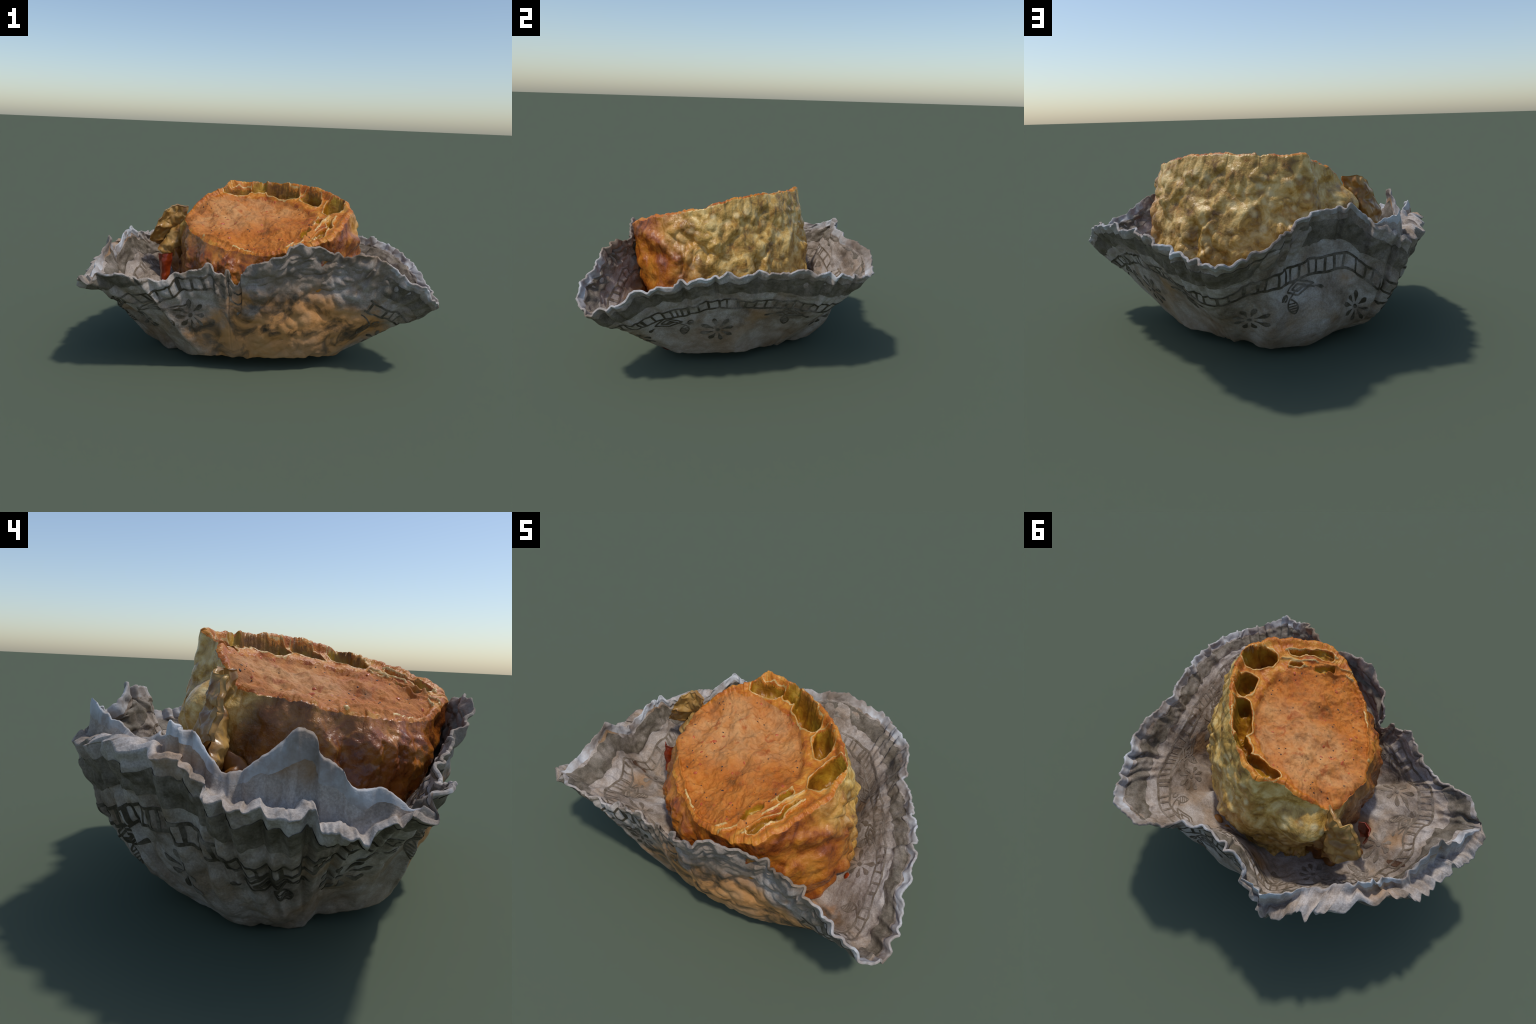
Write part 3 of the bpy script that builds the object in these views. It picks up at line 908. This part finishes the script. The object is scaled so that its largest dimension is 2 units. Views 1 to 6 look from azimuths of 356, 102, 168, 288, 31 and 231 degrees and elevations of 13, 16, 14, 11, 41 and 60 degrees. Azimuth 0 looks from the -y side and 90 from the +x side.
# foot ------------------------------------------------------------------------
foot = []
for f in (0.15, 0.4, 0.7):
    p = wall_p[0].copy()
    p[:, :2] = C0 + (p[:, :2] - C0) * (1 - f)
    p[:, 2] = 0.19 - 0.03 * smooth(0, 0.5, f)
    foot.append(p)
rows = np.concatenate([np.array(foot)[::-1], wall_p, face])
V = np.vstack([rows.reshape(-1, 3), [(*C0, rows[0, :, 2].mean())], [(*C0, height[-1].mean())]])
F = strip_faces(len(rows), NP)
n_rows = len(rows)
tip0, tip1 = len(V) - 2, len(V) - 1
lastr = (n_rows - 1) * NP
tri_bottom = [(tip0, (a + 1) % NP, a) for a in range(NP)]
tri_top = [(tip1, lastr + a, lastr + (a + 1) % NP) for a in range(NP)]
whole = bpy.data.meshes.new("whole")
whole.from_pydata(V.tolist(), [], [*F.tolist(), *tri_bottom, *tri_top])
whole.update()
VN = np.empty(len(V) * 3)
whole.vertices.foreach_get("normal", VN)
VN = VN.reshape(-1, 3)
bpy.data.meshes.remove(whole)

fr = np.repeat(np.arange(n_rows - 1), NP)                     # row of every face
n_side = len(foot) + NH
pk = np.zeros((n_rows, NP))
pk[n_side:] = pocket
mt = np.zeros((n_rows, NP))
mt[n_side:] = meat_in
pk_f = pk.reshape(-1)[F].mean(1)
mt_f = mt.reshape(-1)[F].mean(1)
lp = np.zeros((n_rows, NP))
lp[n_side:] = np.maximum(lipped * 0.62, ridge) * (pocket < 0.01)
lp_f = lp.reshape(-1)[F].mean(1)
is_wall = fr < n_side - 1
is_pocket = ~is_wall & (pk_f > 0.012)
is_lip = ~is_wall & ~is_pocket & (lp_f > 0.5) & (mt_f < 0.9)
is_meat = ~is_wall & ~is_pocket & ~is_lip & (mt_f > 0.5)
is_rim = ~is_wall & ~is_pocket & ~is_meat & ~is_lip

pastry = empty("stuffed_pastry", "bitten savoury pastry roll with orange minced filling", "pastry")


def part(name, mask, mat, extra=()):
    f = [*F[mask].tolist(), *extra]
    used = np.unique(np.concatenate([np.ravel(x) for x in (F[mask], np.array(extra, int).reshape(-1))]))
    lookup = np.full(len(V), -1)
    lookup[used] = np.arange(len(used))
    return mesh_object(name, V[used], [[lookup[a] for a in x] for x in f], mat, pastry, normals=VN[used])


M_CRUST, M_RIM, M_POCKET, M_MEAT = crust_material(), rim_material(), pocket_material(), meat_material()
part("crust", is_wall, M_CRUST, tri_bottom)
part("dough_layer", is_rim, M_RIM)
part("curled_lip", is_lip, plain("pale_lip", (0.42, 0.20, 0.03), (0.68, 0.47, 0.19), 0.38, 16))
part("air_pocket", is_pocket, M_POCKET)
part("meat_filling", is_meat, M_MEAT, tri_top)


# folds of dough hanging from the open end --------------------------------------
def lump_mesh(name, centre, radii, mat, seed, rough=0.03, n=90):
    th = np.linspace(0, 2 * math.pi, n, endpoint=False)
    ph = np.linspace(0.02, math.pi - 0.02, n // 2)
    d = np.stack([np.sin(ph)[:, None] * np.cos(th), np.sin(ph)[:, None] * np.sin(th), np.cos(ph)[:, None] + 0 * th], -1)
    p = d * np.array(radii)
    qn = p.reshape(-1, 3)
    p = p * (1 + (fbm(qn, 9, 3, seed) * rough / min(radii) + (np.abs(perlin(qn * 14 + seed)) - .2) * rough * 0.8 / min(radii)).reshape(p.shape[:2])[..., None])
    p = p + np.array(centre)
    f = strip_faces(len(ph), n)
    caps = [list(range(n))[::-1], [(len(ph) - 1) * n + a for a in range(n)]]
    return mesh_object(name, p.reshape(-1, 3), [*f[:, ::-1].tolist(), *[c[::-1] for c in caps]], mat, pastry)


def sheet_mesh(name, corners, thickness, mat, bend=0.03, seed=1.0, n=40, ragged=0.012):
    """A thick curved flap between four corners."""
    A, B, Cc, D = (np.array(c, float) for c in corners)
    a = np.linspace(0, 1, n)[:, None, None]
    b = np.linspace(0, 1, n)[None, :, None]
    P = A * (1 - a) * (1 - b) + B * a * (1 - b) + Cc * a * b + D * (1 - a) * b
    nrm = np.cross(B - A, D - A)
    nrm /= np.linalg.norm(nrm)
    P = P + nrm * (bend * 4 * a * (1 - a))
    qn = P.reshape(-1, 3)
    P = P + nrm * (0.014 * fbm(qn, 12, 3, seed).reshape(n, n, 1))
    P = P + ragged * np.stack([fbm(qn, 16, 2, seed + k).reshape(n, n) for k in (1, 2, 3)], -1)
    round_off = (np.sin(np.pi * np.clip(a, 0.02, 0.98)) * np.sin(np.pi * np.clip(b, 0.02, 0.98))) ** 0.25
    up, dn = P + nrm * thickness * 0.5 * round_off, P - nrm * thickness * 0.5 * round_off
    V = np.vstack([up.reshape(-1, 3), dn.reshape(-1, 3)])
    f = strip_faces(n, n, False)
    f2 = f[:, ::-1] + n * n
    loop = [*range(n), *[r * n + n - 1 for r in range(1, n)], *[(n - 1) * n + c for c in range(n - 2, -1, -1)], *[r * n for r in range(n - 2, 0, -1)]]
    rim = [(loop[k], loop[(k + 1) % len(loop)], loop[(k + 1) % len(loop)] + n * n, loop[k] + n * n) for k in range(len(loop))]
    ob = mesh_object(name, V, [*f.tolist(), *f2.tolist(), *rim], mat, pastry)
    return ob


M_FOLD = plain("fold_dough", (0.20, 0.075, 0.010), (0.52, 0.30, 0.085), 0.3, 12)
sheet_mesh("dough_fold", [(-.43, -.02, .83), (-.565, -.035, .825), (-.675, -.035, .62), (-.50, .04, .46)], 0.045, M_FOLD, -0.05, 3.0, 56, 0.016)
M_TORN = plain("torn_brown", (0.07, 0.018, 0.003), (0.34, 0.13, 0.02), 0.4, 11)
M_CRUMB = plain("crumb_brown", (0.16, 0.05, 0.006), (0.42, 0.18, 0.03), 0.5)
lump_mesh("torn_dough", (-.43, -.06, .42), (.075, .085, .19), M_TORN, 7.0, 0.05)
lump_mesh("torn_dough", (-.49, -.06, .31), (.065, .07, .08), M_TORN, 17.0, 0.04)
sheet_mesh("torn_dough", [(-.40, .02, .70), (-.50, .05, .74), (-.62, .0, .56), (-.46, .06, .46)], 0.06, M_FOLD, 0.03, 13.0)
M_PEPPER = plain("pepper_red", (0.14, 0.012, 0.003), (0.32, 0.05, 0.008), 0.3)
sheet_mesh("pepper_strip", [(-.51, -.17, .57), (-.60, -.16, .56), (-.585, -.18, .40), (-.54, -.19, .40)], 0.018, M_PEPPER, 0.03, 5.0, 24, 0.006)
lump_mesh("pepper_piece", (.652, -.305, .365), (.022, .026, .030), M_PEPPER, 4.0, 0.006, 40)
for k, (x, y, z, r) in enumerate([(.04, .345, .31, .025), (-.06, .335, .31, .03), (-.13, .325, .30, .03), (-.19, .29, .30, .034), (-.26, .25, .29, .028), (-.46, .02, .28, .03), (-.56, -.16, .29, .03)]):
    lump_mesh("crumb", (x, y, z), (r * 1.2, r * 0.8, r * 0.6), M_CRUMB, 10.0 + k, r * 0.6, 40)

# spices in the filling: tiny grains, joined into one part each --------------------
meat_ids = np.unique(F[is_meat])
meat_pts, meat_n = V[meat_ids], VN[meat_ids]


def grains(name, count, size, mat, seed, squash=0.45):
    r = np.random.default_rng(seed)
    radius = np.linalg.norm(meat_pts[:, :2] - C0, axis=1)
    pick = r.choice(len(meat_pts), count, p=radius / radius.sum(), replace=False)
    vs, fs = [], []
    n, m = 8, 5
    th = np.linspace(0, 2 * math.pi, n, endpoint=False)
    ph = np.linspace(0.25, math.pi - 0.25, m)
    ball = np.stack([np.sin(ph)[:, None] * np.cos(th), np.sin(ph)[:, None] * np.sin(th), np.cos(ph)[:, None] + 0 * th], -1).reshape(-1, 3)
    bf = [*strip_faces(m, n)[:, ::-1].tolist(), list(range(n)), [(m - 1) * n + a for a in range(n)][::-1]]
    for k, idx in enumerate(pick):
        s = size * r.uniform(0.5, 1.4)
        el = r.uniform(1, 2.0)
        t = r.uniform(0, math.pi)
        nrm = meat_n[idx]
        tx = np.cross(nrm, [math.cos(t), math.sin(t), 0.1])
        tx /= np.linalg.norm(tx)
        ty = np.cross(nrm, tx)
        p = ball * np.array([s * el, s, s * squash])
        vs.append(meat_pts[idx] + p[:, :1] * tx + p[:, 1:2] * ty + p[:, 2:] * nrm)
        fs += [[a + k * len(ball) for a in f] for f in bf]
    ob = mesh_object(name, np.vstack(vs), fs, mat, pastry)
    ob["kind"] = "stuff"


grains("spice_speck", 70, 0.0032, plain("spice_dark", (0.02, 0.012, 0.01), (0.07, 0.03, 0.02), 0.5), 3)
grains("chilli_speck", 26, 0.007, plain("chilli_red", (0.35, 0.05, 0.01), (0.55, 0.12, 0.03), 0.35), 8, 0.25)
